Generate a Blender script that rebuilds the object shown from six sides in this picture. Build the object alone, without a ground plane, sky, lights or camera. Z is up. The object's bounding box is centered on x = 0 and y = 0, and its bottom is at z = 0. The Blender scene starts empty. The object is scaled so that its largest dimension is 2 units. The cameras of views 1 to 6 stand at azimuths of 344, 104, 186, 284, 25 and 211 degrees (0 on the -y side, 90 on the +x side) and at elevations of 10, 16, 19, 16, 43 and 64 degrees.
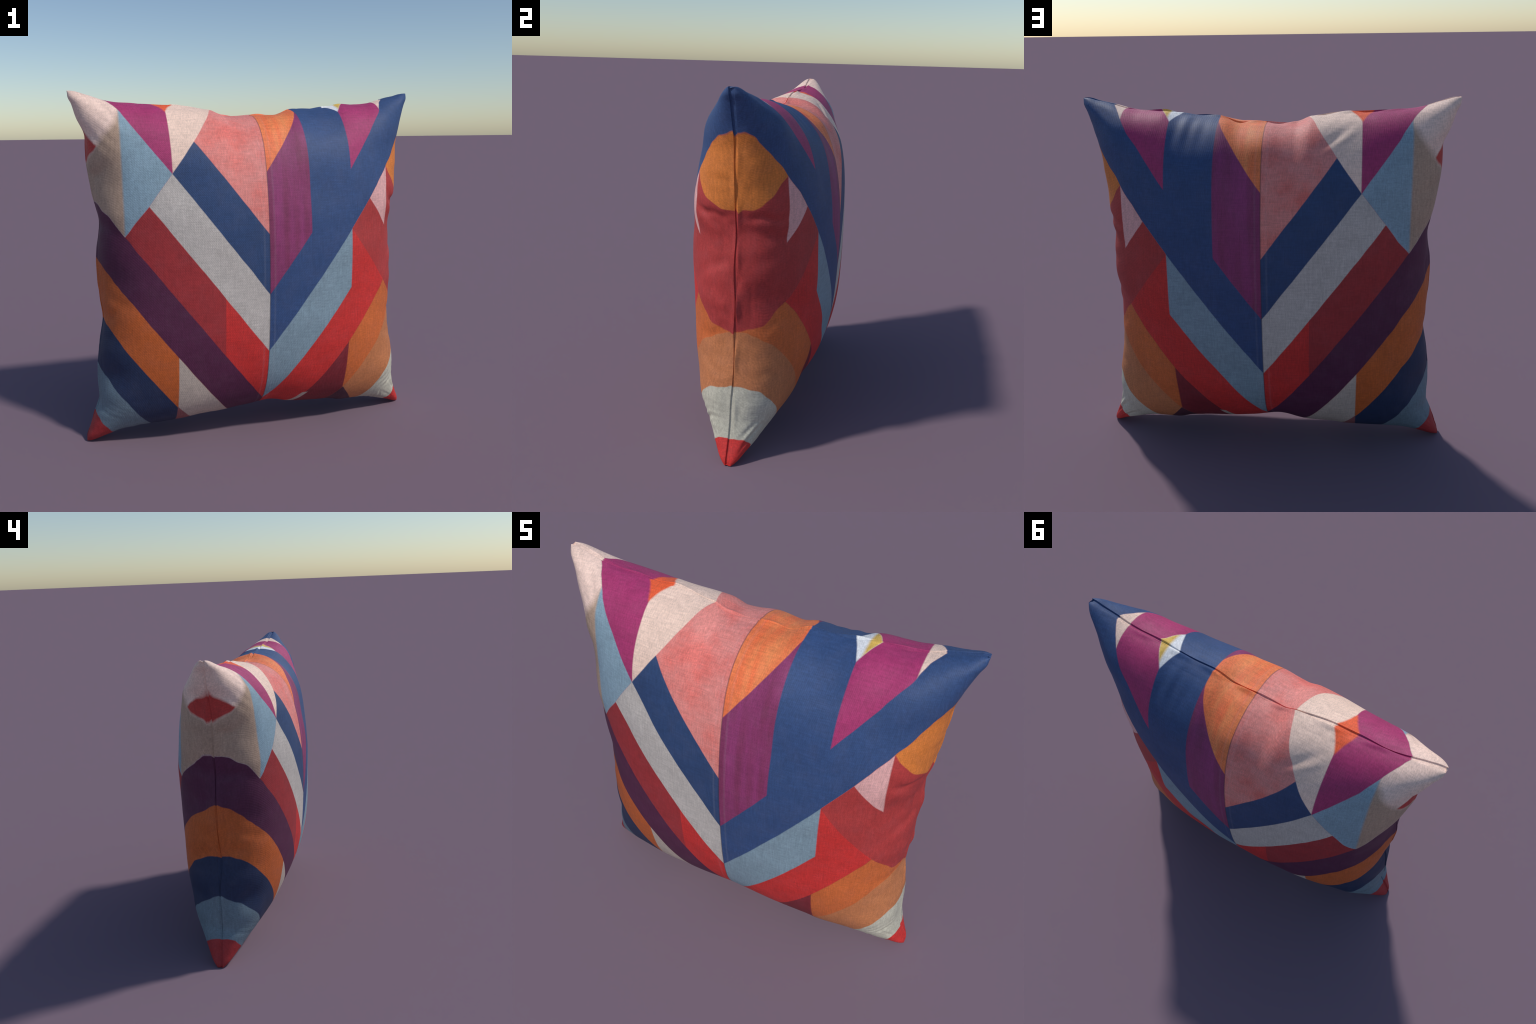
"""A plump square throw pillow: two printed fabric panels sewn edge to edge.

Frame: the pillow stands on its lower corners, x = width, y = thickness, z = up.
Each panel is a height field over a scalloped square; the print is a quilt-like
pattern drawn on a diamond lattice, computed in shader nodes from Object x and z.
"""
import math
import bpy
import numpy as np

# ------------------------------------------------------------------ outline
N = 440
GRID = np.sin(np.pi / 2 * np.linspace(-1, 1, N))

# seam line of the four edges: (position along the edge, seam position)
LEFT = [(0, -1), (.018, -.999), (.08, -.977), (.163, -.948), (.26, -.916), (.36, -.914), (.46, -.914), (.56, -.902),
        (.66, -.882), (.745, -.870), (.85, -.880), (.955, -.889), (1.05, -.889), (1.13, -.885), (1.21, -.874),
        (1.29, -.866), (1.36, -.877), (1.45, -.896), (1.54, -.909), (1.635, -.917), (1.75, -.917), (1.857, -.958),
        (1.93, -.981), (1.972, -.999), (1.99, -1)]
RIGHT = [(0, 1), (.018, .999), (.08, .976), (.14, .952), (.257, .925), (.36, .917), (.489, .909), (.60, .892), (.70, .879),
         (.80, .879), (.914, .886), (1.06, .888), (1.15, .886), (1.25, .877), (1.36, .888), (1.478, .900), (1.60, .910),
         (1.70, .914), (1.80, .937), (1.90, .970), (1.93, .981), (1.972, .999), (1.99, 1)]
TOP = [(-1, 1.988), (-.978, 1.987), (-.90, 1.965), (-.80, 1.936), (-.686, 1.922), (-.53, 1.912), (-.456, 1.911),
       (-.35, 1.904), (-.238, 1.890), (-.15, 1.854), (-.07, 1.850), (.005, 1.855), (.13, 1.856), (.25, 1.887),
       (.364, 1.894), (.48, 1.904), (.56, 1.918), (.68, 1.918), (.76, 1.930), (.84, 1.953), (.92, 1.971),
       (.978, 1.987), (1, 1.988)]
BOTTOM = [(-1, 0), (-.98, .002), (-.90, .028), (-.80, .06), (-.686, .075), (-.53, .085), (-.456, .09), (-.35, .105),
          (-.238, .112), (-.1, .128), (0, .134), (.1, .128), (.25, .113), (.364, .106), (.48, .096), (.56, .08),
          (.68, .078), (.76, .067), (.84, .045), (.92, .024), (.98, .002), (1, 0)]


def curve(points):
    """Monotone cubic through the control points."""
    pts = np.array(points, float)
    x, y = pts[:, 0], pts[:, 1]
    h = np.diff(x)
    d = np.diff(y) / h
    m = np.zeros(len(x))
    same = d[:-1] * d[1:] > 0
    m[1:-1][same] = 2 * d[:-1][same] * d[1:][same] / (d[:-1] + d[1:])[same]
    m[0], m[-1] = d[0], d[-1]

    def at(t):
        t = np.asarray(t, float)
        i = np.clip(np.searchsorted(x, t) - 1, 0, len(x) - 2)
        s = (t - x[i]) / h[i]
        return ((2 * s**3 - 3 * s**2 + 1) * y[i] + (s**3 - 2 * s**2 + s) * h[i] * m[i]
                + (3 * s**2 - 2 * s**3) * y[i + 1] + (s**3 - s**2) * h[i] * m[i + 1])
    return at


left_edge, right_edge, top_edge, bottom_edge = map(curve, (LEFT, RIGHT, TOP, BOTTOM))


def fabric_plane(u, v):
    """Panel parameters (-1..1) to x and z, following the scalloped seam; the corner tips are blunt."""
    a, b = (u + 1) / 2, (v + 1) / 2
    x = (1 - a) * left_edge(1 + v) + a * right_edge(1 + v)
    z = (1 - b) * bottom_edge(u) + b * top_edge(u)
    return x, z


def swell(t, a, b):
    return np.maximum(1 - np.abs(t)**a, 0)**b


def window(x, z, cx, cz, rx, rz):
    return np.exp(-((x - cx) / rx)**2 - ((z - cz) / rz)**2)


def ripple(t, seed, k, terms=6):
    """Irregular waves: a few sines of unrelated lengths round the frequency k."""
    rng = np.random.default_rng(seed)
    out = np.zeros_like(t)
    for f, a, c in zip(rng.uniform(.45, 1.7, terms), rng.uniform(.4, 1, terms), rng.uniform(0, 6.28, terms)):
        out += a * np.sin(t * k * f + c)
    return out / terms**.5


# broad hollows and swellings where the stuffing gathers: x, z, radius x, radius z, height in cm
BOTH_SIDES = [(0, 1.71, .13, .12, 1.2), (-.42, 1.82, .16, .10, -1.7), (.40, 1.82, .17, .10, -1.7), (-.79, 1.75, .10, .11, 1.6),
              (.77, 1.80, .11, .10, 1.5), (.06, .39, .2, .09, .3), (.05, 1.05, .16, .22, .8), (-.80, .29, .10, .10, 1.5),
              (.81, .31, .10, .10, 1.7), (.87, .57, .09, .10, -1.2), (-.86, .44, .08, .09, -2.0)]
FRONT_ONLY = [(-.78, 1.30, .10, .11, 2.0), (-.83, .97, .10, .12, -1.9), (-.87, 1.53, .09, .10, -1.7), (-.72, .75, .15, .10, 1.3),
              (.77, 1.38, .12, .12, 1.5), (.86, 1.19, .09, .10, -1.6), (.32, 1.45, .15, .12, -1.4), (-.43, 1.49, .14, .12, -1.0),
              (.56, 1.08, .15, .15, .8), (.09, .17, .09, .09, -1.6), (-.40, .50, .2, .15, -.7), (.84, 1.08, .08, .08, -.6), (.13, 1.80, .09, .07, 1.5)]
BACK_ONLY = [(-.72, 1.27, .12, .10, 1.9), (-.85, 1.08, .09, .12, -2.4), (-.78, .76, .10, .10, 1.8), (-.57, 1.2, .1, .15, .8),
             (.84, 1.53, .09, .10, -1.3), (.84, .86, .10, .10, -1.4), (.46, .37, .16, .09, -1.2), (.23, .57, .14, .10, -1.0),
             (.56, .96, .1, .12, .8), (-.07, .17, .09, .09, -1.6), (.37, .24, .13, .09, -1.4), (.37, 1.45, .12, .12, -1.0), (.85, .94, .08, .07, -.7), (0, 1.77, .09, .07, .9), (-.34, 1.76, .1, .1, -.9)]


def puckers(x, z, side):
    w = np.zeros_like(x)
    for cx, cz, rx, rz, cm in BOTH_SIDES + (FRONT_ONLY if side < 0 else BACK_ONLY):
        w += .01 * cm * window(x, z, cx, cz, rx, rz)
    return w


def wrinkles(x, y, z, side):
    """Small creases, in metres."""
    w = np.zeros_like(x)
    k = 3 if side < 0 else 5
    # short irregular gathers running in from the seam all the way round
    near = np.exp(-((y - .07) / .06)**2)
    flank = np.abs(x) > np.abs(z - 1)
    along = np.where(flank, z, x)
    ease = np.clip(np.abs(np.abs(x) - np.abs(z - 1)) / .05, 0, 1)
    w += .0016 * ripple(along + .25 * y * ripple(along, k + 20, 9), k, 62) * near * ease * (.4 + .6 * np.sin(along * 7 + k)**2)
    # tight folds at the lower corners: rings about the tip on the front, a fan towards it on the back
    for sx, amp, seed in ((1, .0058, 7), (-1, .0016, 8)):
        r = np.hypot(x - sx * 1.02, z + .02)
        ang = np.arctan2(z + .02, 1.02 - sx * x)
        rings = ripple(r + .03 * np.sin(4 * ang + seed) + .012 * ripple(ang, 51, 9), seed, 112) * (.55 + .45 * ripple(ang + 2 * r, 52, 7)) * np.exp(-((r - .25) / .11)**2) * np.exp(-((ang - .85) / .42)**2)
        fan = ripple(ang + .6 * r, seed + 3, 34) * np.exp(-((r - .2) / .08)**2)
        w += amp * (rings * (1 if side < 0 else .35) + fan * (.3 if side < 0 else .8))
    # creases running in from the side seams: height, slope, half width, depth, reach
    for sx, cz, slope, width, deep, reach in (
            (1, 1.350, .15, .024, .012, .07), (1, 1.285, .9, .040, .010, .11), (1, 1.12, -.9, .045, .006, .10),
            (1, .93, .5, .050, .006, .1), (1, .74, -.7, .035, .005, .07), (1, .50, .5, .03, .005, .08), (-1, 1.30, -.5, .04, .006, .1),
            (-1, .745, .6, .04, .007, .1), (-1, .90, -.4, .035, .004, .1), (-1, 1.55, .5, .04, .005, .09)):
        t = .90 - sx * x
        bend = slope if side < 0 else -.5 * slope
        wander = .012 * ripple(y, int(cz * 100), 30)
        w -= deep * np.exp(-((z - cz - bend * t - wander) / width)**2) * np.exp(-((t - .05) / reach)**2) * (1 if side < 0 else .75)
    if side > 0:
        w += .0022 * ripple(x + .1 * z, 31, 62) * window(x, z, .40, 1.84, .16, .07)
        w += .0032 * ripple(x * .7 + z, 32, 62) * window(x, z, -.36, 1.83, .10, .08)
        w += .0028 * ripple(x * .6 - z, 33, 60) * window(x, z, .88, 1.88, .08, .08)
    else:
        w += .0022 * ripple(x + z, 34, 55) * window(x, z, -.84, 1.8, .10, .12)
    return w


def grid_normal(x, y, z):
    """Outward unit normal of the ungathered front-style height field, by differences."""
    du = [np.gradient(c, axis=1) for c in (x, y, z)]
    dv = [np.gradient(c, axis=0) for c in (x, y, z)]
    n = np.stack([du[2] * dv[1] - du[1] * dv[2], du[0] * dv[2] - du[2] * dv[0], du[1] * dv[0] - du[0] * dv[1]], -1)
    n /= np.linalg.norm(n, axis=-1, keepdims=True) + 1e-12
    return n * np.sign(n[..., 1:2] + 1e-9)


def panel_grid(side):
    """All points of one panel; rows crowd towards the seam."""
    v, u = np.meshgrid(GRID, GRID, indexing="ij")
    x, z = fabric_plane(u, v)
    y = .391 * swell(u, 2.55, .43) * swell(v, 3.1, .46)
    push = (puckers(x, z, side) + wrinkles(x, y, z, side)) * np.clip(y / .07, 0, 1)
    n = grid_normal(x, y, z)
    px, py, pz = x + push * n[..., 0], y + push * n[..., 1], z + push * n[..., 2]
    # pinched lip: the last centimetre stands slightly proud of the cloth
    rise = (.004 + .006 * ripple(x + .83 * z, 40 + side, 19)) * np.exp(-(y / .016)**2)
    rise *= np.clip(np.hypot(1 - np.abs(x), .99 - np.abs(z - .995)) / .12, 0, 1)
    far = np.maximum(np.hypot(x, z - 1), 1e-6)
    px, pz = px + rise * x / far, pz + rise * (z - 1) / far
    return np.stack([px, side * (np.maximum(py, 0) + lip(x, y, z)), pz], -1)


def lip(x, y, z):
    """Half gap between the two panels at the seam: open at the tips, nearly closed along the edges."""
    tip = np.exp(-(np.hypot(1 - np.abs(x), 1 - np.abs(z - 1)) / .2)**2)
    return .0085 + .0065 * tip * np.exp(-(y / .1)**2) + .0075 * np.clip(ripple(x + z * .83, 11, 15), -.9, 1) * (1 - tip) * np.exp(-(y / .05)**2)


# ------------------------------------------------------------------ print
STEP_X, STEP_Z, MID_X, MID_Z = .2517, .331, .004, 1.2195     # diamond lattice


class Print:
    """Shader graph: lattice coordinates p, q and diagonals s = p+q, d = q-p; colours painted in order."""

    def __init__(self, name):
        self.mat = bpy.data.materials.new(name)
        self.mat.use_nodes = True
        self.t = self.mat.node_tree
        self.t.nodes.clear()

    def node(self, kind, **props):
        n = self.t.nodes.new(kind)
        for k, val in props.items():
            setattr(n, k, val)
        return n

    def put(self, socket, val):
        if hasattr(val, "is_linked"):
            self.t.links.new(val, socket)
        else:
            socket.default_value = val

    def math(self, op, a, b=0.0, c=0.0, clamp=False):
        n = self.node("ShaderNodeMath", operation=op, use_clamp=clamp)
        for i, val in enumerate((a, b, c)):
            self.put(n.inputs[i], val)
        return n.outputs[0]

    def above(self, val, limit, soft=.022):
        """0..1 mask: val > limit."""
        return self.math("MULTIPLY_ADD", val, 1 / soft, .5 - limit / soft, clamp=True)

    def below(self, val, limit, soft=.022):
        return self.math("MULTIPLY_ADD", val, -1 / soft, .5 + limit / soft, clamp=True)

    def both(self, *masks):
        out = masks[0]
        for m in masks[1:]:
            out = self.math("MULTIPLY", out, m)
        return out

    def mix(self, fac, a, b, blend="MIX"):
        n = self.node("ShaderNodeMix", data_type="RGBA", blend_type=blend)
        self.put(n.inputs[0], fac)
        self.put(n.inputs[6], a)
        self.put(n.inputs[7], b)
        return n.outputs[2]

    def noise(self, vec, scale, detail=2.0, stretch=None, rough=.5):
        if stretch:
            m = self.node("ShaderNodeMapping")
            self.put(m.inputs["Vector"], vec)
            m.inputs["Scale"].default_value = stretch
            vec = m.outputs[0]
        n = self.node("ShaderNodeTexNoise")
        self.put(n.inputs["Vector"], vec)
        n.inputs["Scale"].default_value = scale
        n.inputs["Detail"].default_value = detail
        n.inputs["Roughness"].default_value = rough
        return n.outputs["Fac"]

    def spread(self, val, lo, hi, to_lo, to_hi):
        n = self.node("ShaderNodeMapRange")
        for i, v in enumerate((val, lo, hi, to_lo, to_hi)):
            self.put(n.inputs[i], v)
        return n.outputs[0]


def rgb(r, g, b):
    """8-bit sRGB base colour to linear."""
    f = lambda c: (c / 255 / 12.92 if c <= 10 else ((c / 255 + .055) / 1.055)**2.4)
    return (f(r), f(g), f(b), 1.0)


DYE = dict(
    pink=rgb(232, 144, 135), pink_deep=rgb(222, 114, 104), navy=rgb(48, 72, 112), oat=rgb(196, 188, 180), red=rgb(205, 52, 48),
    rose=rgb(164, 52, 54), plum=rgb(88, 38, 68), rust=rgb(200, 100, 46), linen=rgb(196, 180, 166),
    midnight=rgb(37, 51, 82), dusty_pink=rgb(150, 90, 90), slate=rgb(110, 129, 140), brick=rgb(168, 48, 50),
    sky=rgb(140, 166, 180), cream=rgb(244, 211, 191), blush=rgb(243, 210, 193), magenta=rgb(170, 54, 106),
    coral=rgb(240, 98, 54), tan=rgb(184, 156, 134), tangerine=rgb(238, 124, 74), orchid=rgb(148, 60, 112),
    blue=rgb(53, 78, 122), white=rgb(236, 236, 236), yellow=rgb(224, 184, 90), pale_pink=rgb(226, 172, 168),
    amber=rgb(218, 126, 56), copper=rgb(205, 106, 54), camel=rgb(194, 122, 78), bone=rgb(194, 190, 172),
    wine=rgb(128, 40, 48), aubergine=rgb(80, 42, 56), steel=rgb(132, 154, 166), side_rose=rgb(176, 60, 58))


def make_print():
    g = Print("printed_linen")
    tex = g.node("ShaderNodeTexCoord").outputs["Object"]
    xyz = g.node("ShaderNodeSeparateXYZ")
    g.put(xyz.inputs[0], tex)
    x, z = xyz.outputs["X"], xyz.outputs["Z"]
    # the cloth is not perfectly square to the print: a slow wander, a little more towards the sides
    wander = g.math("SUBTRACT", g.noise(tex, 9.0, 1.0), .5)
    p = g.math("MULTIPLY_ADD", x, 1 / STEP_X, -MID_X / STEP_X)
    outer = g.spread(g.math("ABSOLUTE", x), .6, .9, .03, .16)
    q = g.math("MULTIPLY_ADD", z, 1 / STEP_Z, -MID_Z / STEP_Z)
    q = g.math("MULTIPLY_ADD", wander, outer, q)
    # the cloth rolls into the seam, so the last few centimetres show more of the print
    roll = g.math("POWER", g.spread(g.math("ABSOLUTE", xyz.outputs["Y"]), .0, .13, 1, 0), 2.0)
    q = g.math("ADD", q, g.math("MULTIPLY", g.math("MULTIPLY", roll, .13), g.above(q, 1.95, .3)))
    p = g.math("SUBTRACT", p, g.math("MULTIPLY", g.math("MULTIPLY", roll, .05), g.both(g.below(p, -3.4, .1), g.above(q, .9, .3))))
    s = g.math("ADD", p, q)
    d = g.math("SUBTRACT", q, p)
    A, B, C = g.above, g.below, DYE

    # ---- dye variations that follow the warp threads
    streak = g.noise(tex, 1.0, 2.0, stretch=(17, 4, 1.2))
    cloud = g.noise(tex, 5.5, 4.0, rough=.6)
    pink = g.mix(g.spread(cloud, .42, .66, 0, 1), C["pink"], C["pink_deep"])
    orchid = g.mix(g.spread(streak, .3, .75, 0, 1), C["orchid"], rgb(126, 50, 84))
    tangerine = g.mix(g.spread(streak, .3, .75, 0, 1), rgb(240, 142, 86), rgb(240, 106, 60))

    # ---- left half, painted from the middle outwards
    c = pink
    layers = [
        (B(s, 0), C["navy"]), (B(s, -1), C["oat"]), (B(s, -2), C["red"]), (g.both(B(s, -2), B(p, -.98)), C["rose"]),
        (B(s, -3), C["plum"]), (B(s, -4), C["rust"]), (g.both(B(s, -4), A(p, -1.99)), C["linen"]),
        (B(s, -4.97), C["midnight"]), (g.both(B(s, -4.95), A(p, -2)), C["dusty_pink"]),
        (B(s, -5.93), C["slate"]), (B(s, -6.9), C["brick"])]
    for mask, col in layers:
        c = g.mix(mask, c, col)
    upper = g.both(A(d, 3), A(s, -3))
    c = g.mix(upper, c, C["cream"])
    c = g.mix(g.both(upper, B(p, -1.99)), c, C["magenta"])
    c = g.mix(g.both(A(d, 3.98, .05), A(s, -.02, .05)), c, C["coral"])
    # pale blue kite with a soft fade into tan, then the pale corner and its red diamond
    kite = g.both(upper, B(s, -1))
    c = g.mix(kite, c, C["sky"])
    c = g.mix(g.both(kite, B(p, -3, .05)), c, C["tan"])
    c = g.mix(g.both(kite, B(p, -3, .05), A(d, 4.93, .18)), c, C["blush"])
    c = g.mix(g.both(kite, B(s, -2.03, .05), A(d, 4.91, .05)), c, rgb(192, 60, 54))

    # ---- right half
    r = g.mix(B(d, 1), tangerine, orchid)
    r = g.mix(A(p, .985), r, C["blue"])
    r = g.mix(g.both(A(p, 2.005), A(d, -1)), r, C["magenta"])
    top_v = g.both(A(d, -.02, .03), A(s, 3.98, .03))
    r = g.mix(top_v, r, C["white"])
    r = g.mix(g.both(top_v, A(p, 2.06, .06)), r, C["yellow"])
    r = g.mix(g.both(A(p, 3.03), A(d, -1)), r, C["cream"])
    r = g.mix(B(d, -1), r, C["blue"])
    low = B(d, -2)
    r = g.mix(low, r, C["steel"])
    r = g.mix(g.both(low, A(p, 2.0)), r, C["red"])
    r = g.mix(B(d, -3.02), r, C["red"])
    r = g.mix(B(d, -4), r, C["wine"])
    r = g.mix(g.both(B(d, -4), A(p, 1.985)), r, C["copper"])
    r = g.mix(B(d, -4.95), r, C["camel"])
    r = g.mix(g.both(B(d, -4.95), B(s, -.95)), r, C["aubergine"])
    r = g.mix(g.both(B(d, -5.98), A(s, -.95)), r, C["bone"])
    r = g.mix(g.both(B(d, -7.0), A(s, -.95)), r, C["red"])
    r = g.mix(g.both(A(d, -4.07), B(d, -3.93), B(q, -2.97)), r, C["linen"])
    outside = g.both(low, A(s, 2.0))
    r = g.mix(outside, r, C["side_rose"])
    r = g.mix(g.both(low, A(s, 3.0), B(p, 3.02)), r, C["pale_pink"])
    r = g.mix(g.both(low, A(s, 4.05), A(p, 3.02)), r, C["amber"])

    col = g.mix(A(x, .0045, .003), c, r)
    # dark line where the two halves of the print meet, with faint pale threads beside it
    line = g.math("ABSOLUTE", g.math("SUBTRACT", x, .004))
    thread = g.both(A(line, .024, .006), B(line, .034, .006))
    col = g.mix(g.math("MULTIPLY", thread, .04), col, (.75, .7, .75, 1))
    col = g.mix(g.math("MULTIPLY", B(line, .0028, .003), .5), col, (.03, .025, .04, 1))

    # ---- cloth: slow unevenness, slub streaks and the weave itself
    shade = g.spread(cloud, .3, .7, .93, 1.07)
    slub_x = g.noise(tex, 1.0, 2.0, stretch=(16, 90, 230))
    slub_z = g.noise(tex, 1.0, 2.0, stretch=(230, 60, 16))
    shade = g.math("MULTIPLY", shade, g.spread(slub_x, .3, .7, .90, 1.10))
    shade = g.math("MULTIPLY", shade, g.spread(slub_z, .3, .7, .90, 1.10))
    slant = g.math("MULTIPLY_ADD", xyz.outputs["Y"], 380.0, g.math("MULTIPLY", z, 420.0))
    two_up = g.math("SINE", g.math("MULTIPLY_ADD", x, 620.0, slant))
    weft = g.math("SINE", g.math("MULTIPLY", z, 900.0))
    weave = g.math("MULTIPLY_ADD", weft, .22, two_up)
    shade = g.math("MULTIPLY", shade, g.spread(weave, -1.2, 1.2, .968, 1.032))
    heather = g.noise(tex, 1.0, 3.0, stretch=(120, 60, 70), rough=.6)
    shade = g.math("MULTIPLY", shade, g.spread(heather, .32, .68, .93, 1.07))
    tint = g.noise(tex, 14.0, 2.0)
    col = g.mix(g.spread(tint, .45, .75, 0, .035), col, (.32, .26, .30, 1))
    grey = g.node("ShaderNodeCombineColor")
    for i in range(3):
        g.put(grey.inputs[i], shade)
    col = g.mix(1.0, col, grey.outputs[0], "MULTIPLY")

    bump = g.node("ShaderNodeBump")
    bump.inputs["Strength"].default_value = .2
    bump.inputs["Distance"].default_value = .0015
    height = g.math("MULTIPLY_ADD", weave, .25, g.math("ADD", slub_x, slub_z))
    g.put(bump.inputs["Height"], height)
    bsdf = g.node("ShaderNodeBsdfPrincipled")
    g.put(bsdf.inputs["Base Color"], col)
    bsdf.inputs["Roughness"].default_value = .62
    bsdf.inputs["Specular IOR Level"].default_value = .4
    g.put(bsdf.inputs["Normal"], bump.outputs[0])
    out = g.node("ShaderNodeOutputMaterial")
    g.t.links.new(bsdf.outputs[0], out.inputs["Surface"])
    return g.mat


# ------------------------------------------------------------------ meshes
def add_mesh(name, verts, faces, mat, parent):
    mesh = bpy.data.meshes.new(name)
    mesh.from_pydata(verts.tolist(), [], faces.tolist())
    mesh.polygons.foreach_set("use_smooth", np.ones(len(mesh.polygons), bool))
    mesh.materials.append(mat)
    mesh.update()
    ob = bpy.data.objects.new(name, mesh)
    ob.parent = parent
    bpy.context.collection.objects.link(ob)
    return ob


def grid_faces(rows, cols, flip, closed=False):
    i, j = np.meshgrid(np.arange(rows - 1), np.arange(cols if closed else cols - 1), indexing="ij")
    k = (j + 1) % cols
    f = np.stack([i * cols + j, i * cols + k, (i + 1) * cols + k, (i + 1) * cols + j], -1).reshape(-1, 4)
    return f[:, ::-1] if flip else f


def build_panel(name, points, side, mat, parent):
    return add_mesh(name, points.reshape(-1, 3), grid_faces(N, N, side > 0), mat, parent)


def border(grid):
    return np.concatenate([grid[0, :-1], grid[:-1, -1], grid[-1, :0:-1], grid[:0:-1, 0]])


def build_seam(front, back, mat, parent):
    """Strip that closes the groove between the panels: deep beside the front lip, rising to the back lip."""
    f, b = border(front), border(back)
    step = 4
    t = np.roll(f, -step, axis=0) - np.roll(f, step, axis=0)
    inward = np.stack([-t[:, 2], 0 * t[:, 0], t[:, 0]], -1)
    inward /= np.linalg.norm(inward, axis=1, keepdims=True)
    rows = []
    for across, deep in ((0, 0), (.04, .003), (.10, .0065), (.20, .008), (.42, .006), (.65, .0035), (.82, .0025), (.93, .003), (1, 0)):
        rows.append(f + (b - f) * across + inward * deep)
    return add_mesh("seam", np.concatenate(rows), grid_faces(len(rows), len(f), False, closed=True), mat, parent)


cloth = make_print()
pillow = bpy.data.objects.new("throw_pillow", None)
bpy.context.collection.objects.link(pillow)
pillow["label"] = "plump square throw pillow with colourful geometric chevron print"
pillow["category"] = "pillow"
front, back = panel_grid(-1), panel_grid(1)
build_panel("front_panel", front, -1, cloth, pillow)
build_panel("back_panel", back, 1, cloth, pillow)
build_seam(front, back, cloth, pillow)
